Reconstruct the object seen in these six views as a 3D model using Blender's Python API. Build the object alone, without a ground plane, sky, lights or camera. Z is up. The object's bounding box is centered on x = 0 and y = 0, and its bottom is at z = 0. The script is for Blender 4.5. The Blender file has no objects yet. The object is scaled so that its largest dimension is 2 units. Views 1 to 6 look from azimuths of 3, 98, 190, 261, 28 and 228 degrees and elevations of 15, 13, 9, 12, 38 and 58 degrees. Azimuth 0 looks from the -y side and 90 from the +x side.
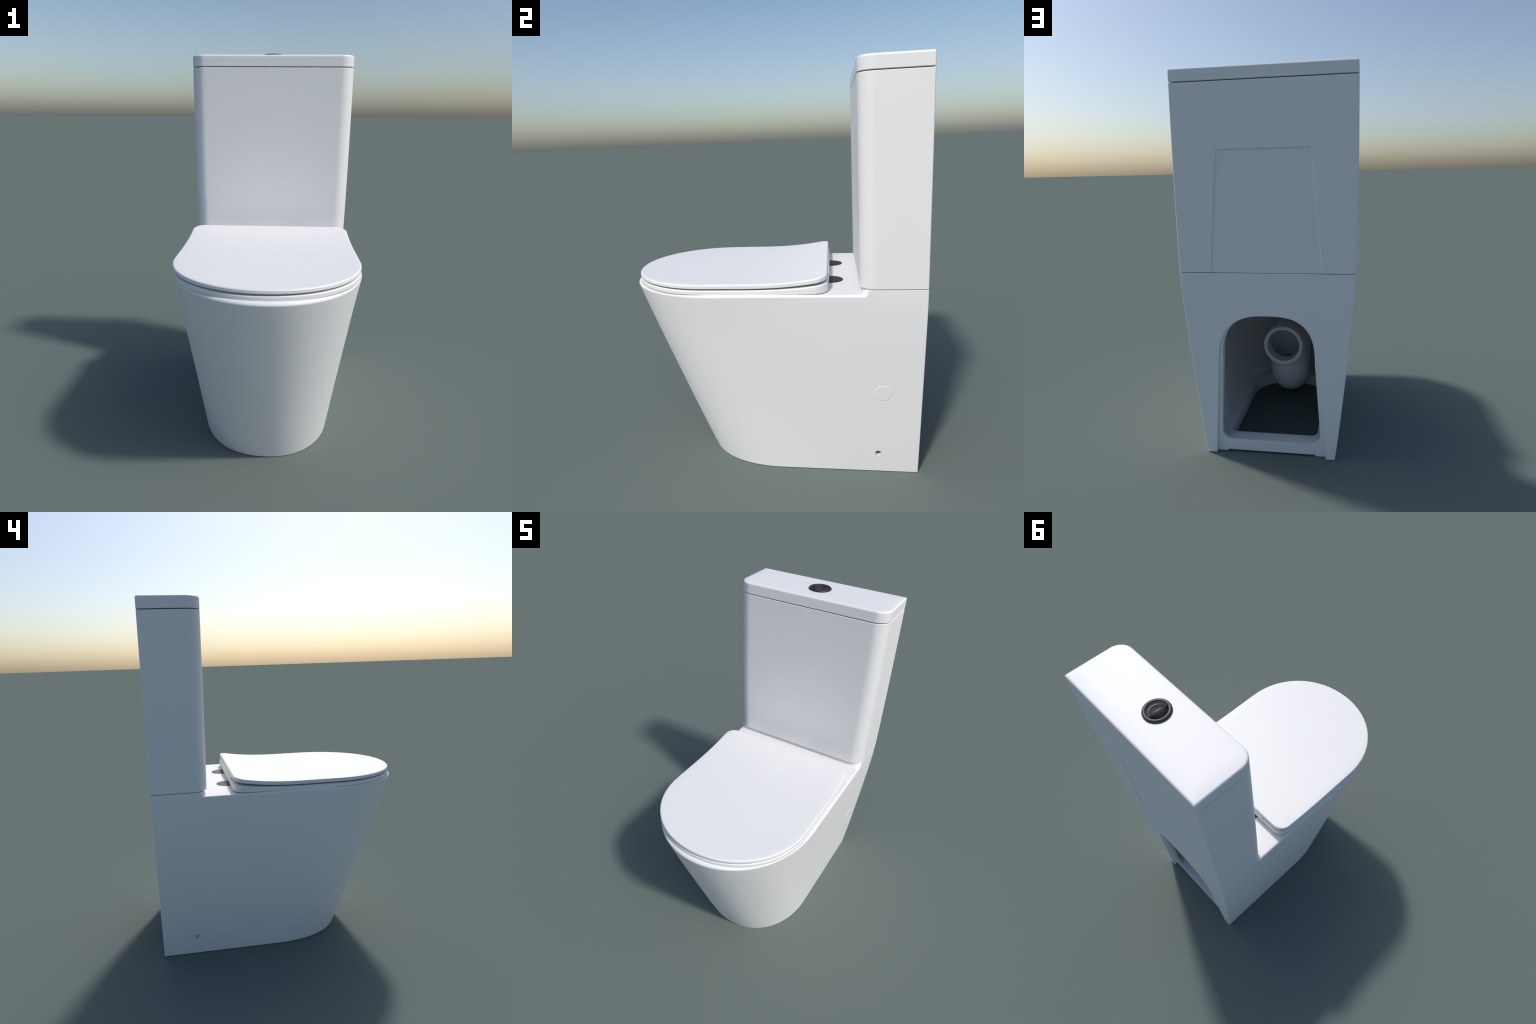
"""Close-coupled white ceramic toilet with closed seat, built part by part (metres, z up, front = -y)."""
import bpy, bmesh, math
from mathutils import Vector

# ------------------------------------------------------------------ helpers
def lerp(a, b, t):
    return a + (b - a) * t


def clamp(v, lo=0.0, hi=1.0):
    return max(lo, min(hi, v))


def outline(a, yf, ys, yb, n=2.1, R=0.006, d=0.0, front=44, stations=None, corner=5):
    """Right half of a D-shaped plan: superelliptic nose, straight side, rounded back corner.
    d insets the whole outline.  Runs from the front tip to the end of the back corner."""
    a, yf, yb = a - d, yf + d, yb - d
    R = max(R - d, 0.0008)
    pts = []
    for i in range(front + 1):
        t = math.pi / 2 * i / front
        pts.append((a * math.sin(t) ** (2 / n) if i else 0.0,
                    ys - (ys - yf) * max(math.cos(t), 0.0) ** (2 / n)))
    for f in (stations or [k / 12 for k in range(1, 13)]):
        pts.append((a, lerp(ys, yb - R, f)))
    for k in range(1, corner + 1):
        t = math.pi / 2 * k / corner
        pts.append((a - R + R * math.cos(t), yb - R + R * math.sin(t)))
    return pts


def round_rect(w, yf, yb, Rf, Rb, d=0.0, seg=12):
    """Right half of a rounded rectangle (front radius Rf, back radius Rb), front centre to back."""
    w, yf, yb = w - d, yf + d, yb - d
    Rf, Rb = max(Rf - d, 0.001), max(Rb - d, 0.001)
    pts = [(0.0, yf)] + [((w - Rf) * k / 10, yf) for k in range(1, 10)]
    for k in range(seg + 1):
        t = math.pi / 2 * k / seg
        pts.append((w - Rf + Rf * math.sin(t), yf + Rf - Rf * math.cos(t)))
    for k in range(1, 5):
        pts.append((w, lerp(yf + Rf, yb - Rb, k / 4)))
    for k in range(1, 7):
        t = math.pi / 2 * k / 6
        pts.append((w - Rb + Rb * math.cos(t), yb - Rb + Rb * math.sin(t)))
    return pts


def finish(name, bm, mat, parent, angle=32.0):
    bmesh.ops.remove_doubles(bm, verts=bm.verts, dist=1e-6)
    bmesh.ops.dissolve_degenerate(bm, dist=1e-7, edges=bm.edges)
    bmesh.ops.recalc_face_normals(bm, faces=bm.faces)
    me = bpy.data.meshes.new(name)
    bm.to_mesh(me)
    bm.free()
    me.polygons.foreach_set("use_smooth", [True] * len(me.polygons))
    me.set_sharp_from_angle(angle=math.radians(angle))
    ob = bpy.data.objects.new(name, me)
    bpy.context.scene.collection.objects.link(ob)
    if mat:
        me.materials.append(mat)
    if parent:
        ob.parent = parent
    return ob


def slab(bm, levels, cols=20, caps=("rows", "rows"), zcap=(None, None), spread=None):
    """Skin a stack of symmetric half outlines (3D points, front tip to back corner) and cap both ends."""
    us = spread or [k / cols for k in range(cols + 1)]
    cols = len(us) - 1
    rings = []
    for half in levels:
        right = [bm.verts.new(p) for p in half]
        left = [right[0]] + [bm.verts.new((-x, y, z)) for x, y, z in half[1:]]
        xe, ye, ze = half[-1]
        back = [bm.verts.new((lerp(xe, -xe, u), ye, ze)) for u in us[1:-1]]
        rings.append((right, left, back))
    loops = [r + b + l[:0:-1] for r, l, b in rings]
    for A, B in zip(loops, loops[1:]):
        n = len(A)
        for i in range(n):
            j = (i + 1) % n
            bm.faces.new((A[i], A[j], B[j], B[i]))
    for end, style, zf in ((0, caps[0], zcap[0]), (-1, caps[1], zcap[1])):
        right, left, back = rings[end]
        if style == "ngon":
            bm.faces.new(loops[end])
        elif style == "rows":
            prev = [right[0]]
            for i in range(1, len(right)):
                if i == len(right) - 1:
                    row = [right[i]] + back + [left[i]]
                else:
                    x, y, z = right[i].co
                    row = [right[i]]
                    for u in us[1:-1]:
                        xx = lerp(x, -x, u)
                        row.append(bm.verts.new((xx, y, zf(xx, y) if zf else z)))
                    row.append(left[i])
                if len(prev) == 1:
                    for k in range(cols):
                        bm.faces.new((prev[0], row[k], row[k + 1]))
                else:
                    for k in range(cols):
                        bm.faces.new((prev[k], prev[k + 1], row[k + 1], row[k]))
                prev = row
    return rings


def loft_loops(bm, loops, closed_ends=True, wrap=False):
    vs = [[bm.verts.new(p) for p in L] for L in loops]
    pairs = list(zip(vs, vs[1:])) + ([(vs[-1], vs[0])] if wrap else [])
    for A, B in pairs:
        n = len(A)
        for i in range(n):
            j = (i + 1) % n
            bm.faces.new((A[i], A[j], B[j], B[i]))
    if closed_ends and not wrap:
        bm.faces.new(vs[0])
        bm.faces.new(vs[-1])
    return vs


def cutter(build):
    bm = bmesh.new()
    build(bm)
    return finish("cutter", bm, None, None)


def carve(ob, cutters):
    """Subtract the cutters from ob for good and delete them."""
    for c in cutters:
        m = ob.modifiers.new("cut", "BOOLEAN")
        m.operation, m.solver, m.object = "DIFFERENCE", "EXACT", c
    bpy.context.view_layer.update()
    dg = bpy.context.evaluated_depsgraph_get()
    me = bpy.data.meshes.new_from_object(ob.evaluated_get(dg))
    ob.modifiers.clear()
    old = ob.data
    name = old.name
    ob.data = me
    bpy.data.meshes.remove(old)
    me.name = name
    for c in cutters:
        d = c.data
        bpy.data.objects.remove(c)
        bpy.data.meshes.remove(d)
    me.polygons.foreach_set("use_smooth", [True] * len(me.polygons))
    me.set_sharp_from_angle(angle=math.radians(28))
    w = ob.modifiers.new("weighted", "WEIGHTED_NORMAL")
    w.keep_sharp = True
    w.mode = "FACE_AREA"


def revolve(bm, profile, centre, seg=48):
    """Surface of revolution about a vertical axis; profile = (radius, height) pairs."""
    cx, cy, cz = centre
    loops = []
    for r, h in profile:
        loops.append([(cx + r * math.cos(2 * math.pi * k / seg), cy + r * math.sin(2 * math.pi * k / seg), cz + h)
                      for k in range(seg)])
    return loft_loops(bm, loops)


def arc_profile(r, steps, start=0.0, end=math.pi / 2):
    return [(1 - math.cos(lerp(start, end, k / steps)), math.sin(lerp(start, end, k / steps))) for k in range(steps + 1)]


# ------------------------------------------------------------------ materials
def glazed_white(name, colour, rough, coat=0.0, bevel=0.0):
    m = bpy.data.materials.new(name)
    m.use_nodes = True
    nt = m.node_tree
    b = nt.nodes["Principled BSDF"]
    tc = nt.nodes.new("ShaderNodeTexCoord")
    no = nt.nodes.new("ShaderNodeTexNoise")
    no.inputs["Scale"].default_value = 3.0
    no.inputs["Detail"].default_value = 2.0
    ramp = nt.nodes.new("ShaderNodeValToRGB")
    ramp.color_ramp.elements[0].position = 0.3
    ramp.color_ramp.elements[1].position = 0.7
    ramp.color_ramp.elements[0].color = tuple(c * 0.992 for c in colour) + (1,)
    ramp.color_ramp.elements[1].color = tuple(colour) + (1,)
    nt.links.new(tc.outputs["Object"], no.inputs["Vector"])
    nt.links.new(no.outputs["Fac"], ramp.inputs["Fac"])
    nt.links.new(ramp.outputs["Color"], b.inputs["Base Color"])
    b.inputs["Roughness"].default_value = rough
    b.inputs["Coat Weight"].default_value = coat
    b.inputs["Coat Roughness"].default_value = 0.1
    if bevel:
        be = nt.nodes.new("ShaderNodeBevel")
        be.samples = 6
        be.inputs["Radius"].default_value = bevel
        nt.links.new(be.outputs["Normal"], b.inputs["Normal"])
    return m


def dark_metal(name, colour, rough, metallic):
    m = bpy.data.materials.new(name)
    m.use_nodes = True
    nt = m.node_tree
    b = nt.nodes["Principled BSDF"]
    tc = nt.nodes.new("ShaderNodeTexCoord")
    no = nt.nodes.new("ShaderNodeTexNoise")
    no.inputs["Scale"].default_value = 60.0
    mr = nt.nodes.new("ShaderNodeMapRange")
    mr.inputs["To Min"].default_value = rough - 0.02
    mr.inputs["To Max"].default_value = rough + 0.02
    nt.links.new(tc.outputs["Object"], no.inputs["Vector"])
    nt.links.new(no.outputs["Fac"], mr.inputs["Value"])
    nt.links.new(mr.outputs["Result"], b.inputs["Roughness"])
    b.inputs["Base Color"].default_value = tuple(colour) + (1,)
    b.inputs["Metallic"].default_value = metallic
    return m


CERAMIC = glazed_white("glazed_ceramic", (0.772, 0.772, 0.772), 0.5, bevel=0.0015)
PLASTIC = glazed_white("seat_plastic", (0.772, 0.772, 0.772), 0.5)
METAL = dark_metal("dark_satin_finish", (0.02, 0.02, 0.0205), 0.5, 0.0)

# ------------------------------------------------------------------ the thing
toilet = bpy.data.objects.new("toilet", None)
bpy.context.scene.collection.objects.link(toilet)
toilet["label"] = "white close-coupled ceramic toilet with closed slim seat"
toilet["category"] = "toilet"

# ------------------------------------------------------------------ cistern plan (shared)
TANK_W0, TANK_F0, TANK_Z0 = 0.4465, 0.4372, 0.9865     # bottom half width, front, height
TANK_W1, TANK_F1, TANK_Z1 = 0.4555, 0.4252, 1.9142     # top; the flanks are slightly barrelled
TANK_B = 0.7370
RF, RB = 0.074, 0.006


def tank_plan(z, d=0.0):
    t = (z - TANK_Z0) / (TANK_Z1 - TANK_Z0)
    return [(x, y, z) for x, y in round_rect(lerp(TANK_W0, TANK_W1, 1 - max(1 - t, 0) ** 2.2), lerp(TANK_F0, TANK_F1, t), TANK_B, RF, RB, d)]


# ------------------------------------------------------------------ pedestal
DECK, PAD, WALL_TOP = 0.9610, 0.9845, 0.9460
stations = [0.12, 0.24, 0.36, 0.46, 0.54, 0.60, 0.65] + [0.69 + 0.0085 * k for k in range(14)] + [0.84, 0.88, 0.92, 0.96, 1.0]


def pad_fraction(x, y):
    """1 on the raised seat of the cistern, 0 on the deck, concave fillet between."""
    cx, cy = TANK_W0 + 0.020 - 0.068, 0.4455 + 0.068
    qx, qy = abs(x) - cx, cy - y
    dist = math.hypot(max(qx, 0), max(qy, 0)) + min(max(qx, qy), 0) - 0.068
    return (1 - clamp((dist + 0.0085) / 0.0105)) ** 2


def deck_z(x, y):
    return lerp(DECK, PAD, pad_fraction(x, y))


def foot_plan(d=0.0):
    return outline(0.3390, -0.371, 0.06, 0.7270, 2.2, 0.004, d, stations=stations)


def rim_plan(d=0.0):
    return outline(0.4450, -0.737, -0.22, 0.7370, 2.06, 0.004, d, stations=stations)


foot, rim, rim_in = foot_plan(), rim_plan(), rim_plan(0.02)
levels = []
for k in range(15):
    t = k / 14
    row = []
    for (xb, yb), (xt, yt) in zip(foot, rim):
        p = pad_fraction(xt, yt)
        r = lerp(lerp(0.018, 0.012, clamp((yt + 0.6) / 0.5)), 0.002, p)
        zt = deck_z(xt, yt) - r
        z = zt * t
        s = z / WALL_TOP
        s = min(s, 1.0)
        # between foot and rim: flanks faintly convex behind, nose quarters drawn in, nose tip bowed out
        mid = 1 - abs(2 * s - 1) ** 3
        body = min(1.0, 3 * s) * min(1.0, 6 * (1 - s))
        belly = 0.0055 * mid * clamp((yt + 0.05) / 0.35)
        pinch = 0.0048 * body * math.exp(-((yt + 0.24) / 0.17) ** 2) * clamp(xt / 0.25)
        bow = 0.0062 * mid * (1 - clamp(xt / 0.42) ** 2)
        row.append((lerp(xb, xt, s) + belly - pinch, lerp(yb, yt, s) - bow, z))
    levels.append(row)
for ic, sn in arc_profile(1, 7)[1:]:
    row = []
    for (xt, yt), (xi, yi) in zip(rim, rim_in):
        p = pad_fraction(xt, yt)
        r = lerp(lerp(0.018, 0.012, clamp((yt + 0.6) / 0.5)), 0.002, p)
        f = r * ic / 0.02
        x, y = lerp(xt, xi, f), lerp(yt, yi, f)
        row.append((x, y, deck_z(xt, yt) - r + r * sn))
    levels.append(row)
cols = [0, .006, .014, .024, .036, .05, .066, .084, .11, .15, .2, .3, .4]
cols = cols + [0.5] + [1 - c for c in reversed(cols)]
bm = bmesh.new()
slab(bm, levels, spread=cols, zcap=(None, deck_z))
pedestal = finish("pedestal", bm, CERAMIC, toilet)


def arch(width_low, width_mid, top, bottom, corner, seg=10):
    """Closed arch outline in x-z: rounded lower corners, gently tapering sides, basket-handle top."""
    half = [(0.0, bottom)]
    for k in range(seg + 1):
        t = math.pi / 2 * k / seg
        half.append((width_low - corner + corner * math.sin(t), bottom + corner - corner * math.cos(t)))
    spring = lerp(bottom, top, 0.64)
    half.append((lerp(width_low, width_mid, 0.5), lerp(bottom + corner, spring, 0.5)))
    n = 2.8
    for k in range(2 * seg + 1):
        t = math.pi / 2 * k / (2 * seg)
        half.append((width_mid * max(math.cos(t), 0) ** (2 / n), spring + (top - spring) * math.sin(t) ** (2 / n)))
    half[-1] = (0.0, top)
    return half + [(-x, z) for x, z in half[-2:0:-1]]


def make_recess(bm):
    prof = arch(0.296, 0.262, 0.765, -0.06, 0.002)
    # the recessed face leans back: deepest at the floor, running out at the arch top
    loft_loops(bm, [[(x, 0.702 + 0.034 * z, z) for x, z in prof], [(x, 0.80, z) for x, z in prof]])


def make_arch(bm):
    prof = arch(0.2625, 0.240, 0.763, 0.071, 0.05)
    loft_loops(bm, [[(x, y, z) for x, z in prof] for y in (0.60, 0.75)])


def make_cavity(bm):
    """Hollow behind the back wall, roofed by the underside of the bowl."""
    loops = []
    for y, top, wl, wt in ((0.685, 0.82, 0.328, 0.415), (0.30, 0.82, 0.328, 0.415), (0.13, 0.82, 0.326, 0.405),
                           (0.03, 0.78, 0.316, 0.380), (-0.07, 0.645, 0.297, 0.345), (-0.18, 0.54, 0.255, 0.292),
                           (-0.28, 0.44, 0.190, 0.225), (-0.37, 0.35, 0.080, 0.095)):
        half = [(0.0, 0.0705), (wl - 0.03, 0.0705), (wl - 0.009, 0.079), (wl, 0.098)]
        zs = lerp(0.096, top, 0.72)
        half += [(lerp(wl, wt, 0.35), lerp(0.096, zs, 0.5)), (lerp(wl, wt, 0.72), zs)]
        w = lerp(wl, wt, 0.72)
        for k in range(1, 9):
            t = math.pi / 2 * k / 8
            half.append((w * math.cos(t) ** 0.7 if k < 8 else 0.0, zs + (top - zs) * math.sin(t) ** 0.8))
        loops.append([(x, y, z) for x, z in half + [(-x, z) for x, z in half[-2:0:-1]]])
    loft_loops(bm, loops)


def make_floor_opening(bm):
    plan = outline(0.238, -0.225, 0.0, 0.622, 2.2, 0.035, front=20)
    loop = plan + [(-x, y) for x, y in plan[-1:0:-1]]
    loft_loops(bm, [[(x, y, z) for x, y in loop] for z in (-0.05, 0.095)])


def make_notch(bm):
    loft_loops(bm, [[(sx * (0.241 - (0.006 if z > 0 else 0)), y, z) for sx, y in ((-1, 0.50), (1, 0.50), (1, 0.78), (-1, 0.78))]
                    for z in (-0.05, 0.008)])


def make_basin(bm):
    bmesh.ops.create_uvsphere(bm, u_segments=48, v_segments=24, radius=1.0)
    for v in bm.verts:
        v.co = Vector((v.co.x * 0.27, -0.31 + v.co.y * 0.33, 0.965 + v.co.z * 0.40))


def make_fixing_hole(side):
    def build(bm):
        loops = []
        for x in (0.300, 0.40):
            loops.append([(side * x, 0.530 + 0.0152 * math.cos(2 * math.pi * k / 28), 0.109 + 0.0152 * math.sin(2 * math.pi * k / 28))
                          for k in range(28)])
        loft_loops(bm, loops)
    return build


carve(pedestal, [cutter(f) for f in (make_recess, make_arch, make_cavity, make_floor_opening, make_notch, make_basin,
                                     make_fixing_hole(1), make_fixing_hole(-1))])

# waste outlet: a bent tube under the bowl, open towards the wall
ctrl = [Vector(p) for p in ((0, -0.27, 0.50), (0, -0.25, 0.33), (0, -0.18, 0.20), (0, -0.075, 0.152), (0, -0.005, 0.20),
                            (0, 0.01, 0.30), (0, 0.06, 0.392), (0, 0.14, 0.435), (0, 0.240, 0.438))]


def spline(c, per=6):
    pts = []
    for i in range(len(c) - 1):
        p0, p1, p2, p3 = c[max(i - 1, 0)], c[i], c[i + 1], c[min(i + 2, len(c) - 1)]
        for k in range(per):
            t = k / per
            pts.append(0.5 * ((2 * p1) + (p2 - p0) * t + (2 * p0 - 5 * p1 + 4 * p2 - p3) * t * t + (3 * p1 - p0 - 3 * p2 + p3) * t ** 3))
    pts.append(c[-1].copy())
    return pts


path = spline(ctrl)


def tube_ring(i, r, seg=40):
    tan = (path[min(i + 1, len(path) - 1)] - path[max(i - 1, 0)]).normalized()
    if i >= len(path) - 2:
        tan = Vector((0, 1, 0))
    e1 = Vector((1, 0, 0))
    e2 = tan.cross(e1).normalized()
    return [path[i] + r * (math.cos(2 * math.pi * k / seg) * e1 + math.sin(2 * math.pi * k / seg) * e2) for k in range(seg)]


bm = bmesh.new()
n = len(path)
loops = [tube_ring(i, 0.119) for i in range(n)]
loops += [tube_ring(i, 0.098) for i in range(n - 1, 22, -1)]
loft_loops(bm, loops)
finish("outlet_pipe", bm, CERAMIC, pedestal)

# round cover caps on both flanks
for side in (1, -1):
    zc, yc = 0.459, 0.547
    slope = 0.112
    xc = 0.3390 + 0.106 * zc / WALL_TOP + 0.0055
    out = Vector((side * 1.0, 0, -slope)).normalized()
    up = Vector((side * slope, 0, 1.0)).normalized()
    c = Vector((side * xc, yc, zc))
    bm = bmesh.new()
    loops = []
    for r, h in ((0.040, -0.004), (0.040, 0.0010), (0.0394, 0.0016), (0.02, 0.0016), (0.001, 0.0016)):
        loops.append([c + out * h + r * (math.cos(2 * math.pi * k / 48) * Vector((0, 1, 0)) + math.sin(2 * math.pi * k / 48) * up)
                      for k in range(48)])
    loft_loops(bm, loops)
    finish("cover_cap", bm, PLASTIC, pedestal, 20)

# ------------------------------------------------------------------ cistern
levels = [tank_plan(0.972, 0.02), tank_plan(0.9868, 0.02), tank_plan(0.9868, 0.004)]
for ic, sn in arc_profile(1, 5)[::-1]:
    levels.append(tank_plan(0.9868 + 0.004 - 0.004 * sn, 0.004 * ic))
levels += [tank_plan(lerp(0.995, 1.910, k / 10)) for k in range(11)]
for ic, sn in arc_profile(1, 4)[1:]:
    levels.append(tank_plan(1.9112 + 0.003 * sn, 0.003 * ic))
levels += [tank_plan(1.9142, 0.035), tank_plan(1.930, 0.035)]
bm = bmesh.new()
slab(bm, levels, caps=("ngon", "ngon"))
cistern = finish("cistern", bm, CERAMIC, toilet)


def make_back_panel(bm):
    loops = []
    for y, grow in ((0.7300, -0.006), (0.7370, 0.0), (0.7470, 0.007)):
        r = 0.018
        pts = [(-0.2865 - grow, 0.95), (0.2865 + grow, 0.95)]
        for sx in (1, -1):
            arcpts = []
            for k in range(7):
                t = math.pi / 2 * k / 6
                arcpts.append((0.2375 + grow - r + r * math.cos(t), 1.597 + grow - r + r * math.sin(t)))
            pts += arcpts if sx == 1 else [(-x, z) for x, z in reversed(arcpts)]
        loops.append([(x, y, z) for x, z in pts])
    loft_loops(bm, loops)


carve(cistern, [cutter(make_back_panel)])

LID_TOP = 1.9810
levels = [tank_plan(1.9186, 0.003), tank_plan(1.9192, 0.001), tank_plan(1.9207), tank_plan(1.945)]
for ic, sn in arc_profile(1, 7):
    levels.append(tank_plan(LID_TOP - 0.011 + 0.011 * sn, 0.011 * ic))


for d in (0.014, 0.018, 0.024, 0.032, 0.042, 0.054, 0.068, 0.082):     # faint crown, flat in the middle
    g = clamp((d - 0.011) / 0.071)
    levels.append(tank_plan(LID_TOP + 0.0027 * g * (2 - g), d))
bm = bmesh.new()
slab(bm, levels, caps=("ngon", "ngon"))
lid = finish("cistern_lid", bm, CERAMIC, cistern)


def make_button_well(bm):
    revolve(bm, [(0.0550, -0.025), (0.0550, 0.03)], (0.0, 0.5655, LID_TOP), 64)


carve(lid, [cutter(make_button_well)])

# flush button: domed ring with a sunken, ridged two-part push plate
BC = (0.0, 0.5655, LID_TOP + 0.0068)
bm = bmesh.new()
prof = [(0.060, -0.006), (0.0645, -0.003), (0.0648, 0.000), (0.0640, 0.0022), (0.0620, 0.0045), (0.0595, 0.0060), (0.0565, 0.0068),
        (0.0535, 0.0068), (0.0505, 0.0060), (0.0480, 0.0045), (0.0466, 0.0020), (0.0462, -0.001), (0.0462, -0.012)]
revolve(bm, prof, BC, 64)
button = finish("flush_button", bm, METAL, lid, 40)


def plate_height(x, y, R=0.0456):
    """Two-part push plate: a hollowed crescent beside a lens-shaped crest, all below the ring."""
    e = max(1 - (y / 0.044) ** 2, 0.0)
    left, right = -0.010 + 0.021 * e, -0.010 - 0.034 * e       # the lens spans right..left, crest near -0.008
    rr = math.hypot(x, y)
    edge = math.hypot(x + 0.008, y)
    if x > left:
        collar = 0.0040 - 0.0035 * clamp((0.0462 - rr) / 0.010)          # ring-side slope running into the hollow
        if edge > 0.0385:
            return collar
        return min(collar, 0.0005 - 0.0100 * clamp((0.0385 - edge) / 0.030) ** 0.8)
    u = (x + 0.008) / (left + 0.0081) if x > -0.008 else (x + 0.008) / (right + 0.0079)
    return -0.0060 + (0.0182 * (1 - clamp(abs(u)) ** 1.7)) * e ** 0.6


bm = bmesh.new()
loops = []
for j in range(41):
    r = 0.0456 * (1 - j / 40) + 0.0003
    loops.append([(BC[0] + r * math.cos(2 * math.pi * k / 96), BC[1] + r * math.sin(2 * math.pi * k / 96),
                   BC[2] + plate_height(r * math.cos(2 * math.pi * k / 96), r * math.sin(2 * math.pi * k / 96)))
                  for k in range(96)])
loops.insert(0, [(x, y, BC[2] - 0.014) for x, y, z in loops[0]])
loft_loops(bm, loops)
finish("push_plate", bm, METAL, button, 40)

# ------------------------------------------------------------------ seat and cover
def rise(y):
    return clamp((y + 0.14) / 0.425) ** 2.6


def cover_top(x, y):
    return 1.0075 + 0.0025 * clamp((y + 0.7) / 0.5) + 0.0355 * rise(y)


def cover_low(x, y):
    return 0.9890 + 0.0338 * rise(y)


def seat_top(x, y):
    return 0.9810 + 0.0270 * rise(y)


def seat_low(y):
    return 0.9603 + 0.0060 * rise(y)


SEAT_Z = 0.9645
side_st = [k / 24 for k in range(1, 25)]


def seat_plan(d=0.0, back=0.2945):
    return outline(0.4335, -0.7200, -0.29, back, 2.06, 0.062, d, stations=side_st, corner=12)


def shell_levels(low, top, r_low, r_top, plan):
    out = []
    for ic, sn in arc_profile(1, 5)[::-1]:
        out.append([(x, y, low(x, y) + r_low - r_low * sn) for x, y in plan(r_low * ic)])
    for ic, sn in arc_profile(1, 6):
        out.append([(x, y, top(x, y) - r_top + r_top * sn) for x, y in plan(r_top * ic)])
    return out


bm = bmesh.new()
slab(bm, shell_levels(cover_low, cover_top, 0.002, 0.007, lambda d: seat_plan(d, 0.2900)), cols=24, zcap=(cover_low, cover_top))
cover = finish("seat_cover", bm, PLASTIC, toilet)

# seat ring
def full(plan):
    xe, ye = plan[-1]
    back = [(lerp(xe, -xe, k / 16), ye) for k in range(1, 16)]
    return plan + back + [(-x, y) for x, y in plan[:0:-1]]


def seat_hole(d=0.0):
    return outline(0.265, -0.555, -0.28, 0.02, 2.1, 0.15, d, stations=side_st, corner=12)


bm = bmesh.new()
loops = []
for ic, sn in arc_profile(1, 4)[::-1]:
    loops.append([(x, y, seat_low(y) + 0.0015 - 0.0015 * sn) for x, y in full(seat_plan(0.0015 * ic))])
for ic, sn in arc_profile(1, 5):
    loops.append([(x, y, seat_top(x, y) - 0.006 + 0.006 * sn) for x, y in full(seat_plan(0.006 * ic))])
for f in (0.3, 0.6, 0.9):
    loops.append([(lerp(x0, x1, f), lerp(y0, y1, f), seat_top(0, lerp(y0, y1, f)))
                  for (x0, y0), (x1, y1) in zip(full(seat_plan(0.006)), full(seat_hole()))])
loops.append([(x, y, 0.9770) for x, y in full(seat_hole())])
loops.append([(x, y, SEAT_Z + 0.002) for x, y in full(seat_hole())])
loft_loops(bm, loops, wrap=True)
seat = finish("seat", bm, PLASTIC, toilet)

# hinge bar between seat and cover, rounded towards the cistern
bm = bmesh.new()
sec = [(0.235, 0.968), (0.286, 0.968), (0.2940, 0.974), (0.2972, 0.985), (0.2982, 1.0), (0.2972, 1.012),
       (0.2940, 1.020), (0.286, 1.0265), (0.270, 1.027), (0.235, 1.012)]
loops = []
for x, s in ((-0.282, 0.97), (-0.2805, 1.0), (0.2805, 1.0), (0.282, 0.97)):
    loops.append([(x, 0.265 + (y - 0.265) * s, 0.997 + (z - 0.997) * s) for y, z in sec])
loft_loops(bm, loops)
finish("hinge_bar", bm, PLASTIC, seat, 50)

# hinge cover plates on the deck
plate = None
for sx in (-1, 1):
    if plate is None:
        bm = bmesh.new()
        revolve(bm, [(0.0630, -0.003), (0.0630, 0.0012), (0.0622, 0.0020), (0.060, 0.0023), (0.02, 0.0023), (0.001, 0.0023)], (0, 0, 0), 64)
        plate = finish("hinge_plate", bm, METAL, seat, 40)
        ob = plate
    else:
        ob = plate.copy()
        bpy.context.scene.collection.objects.link(ob)
    ob.location = (sx * 0.173, 0.304, DECK)

# seat and cover are mounted a hair to one side, as their hinge play allows
for part in (cover, seat):
    part.location.x = -0.0015
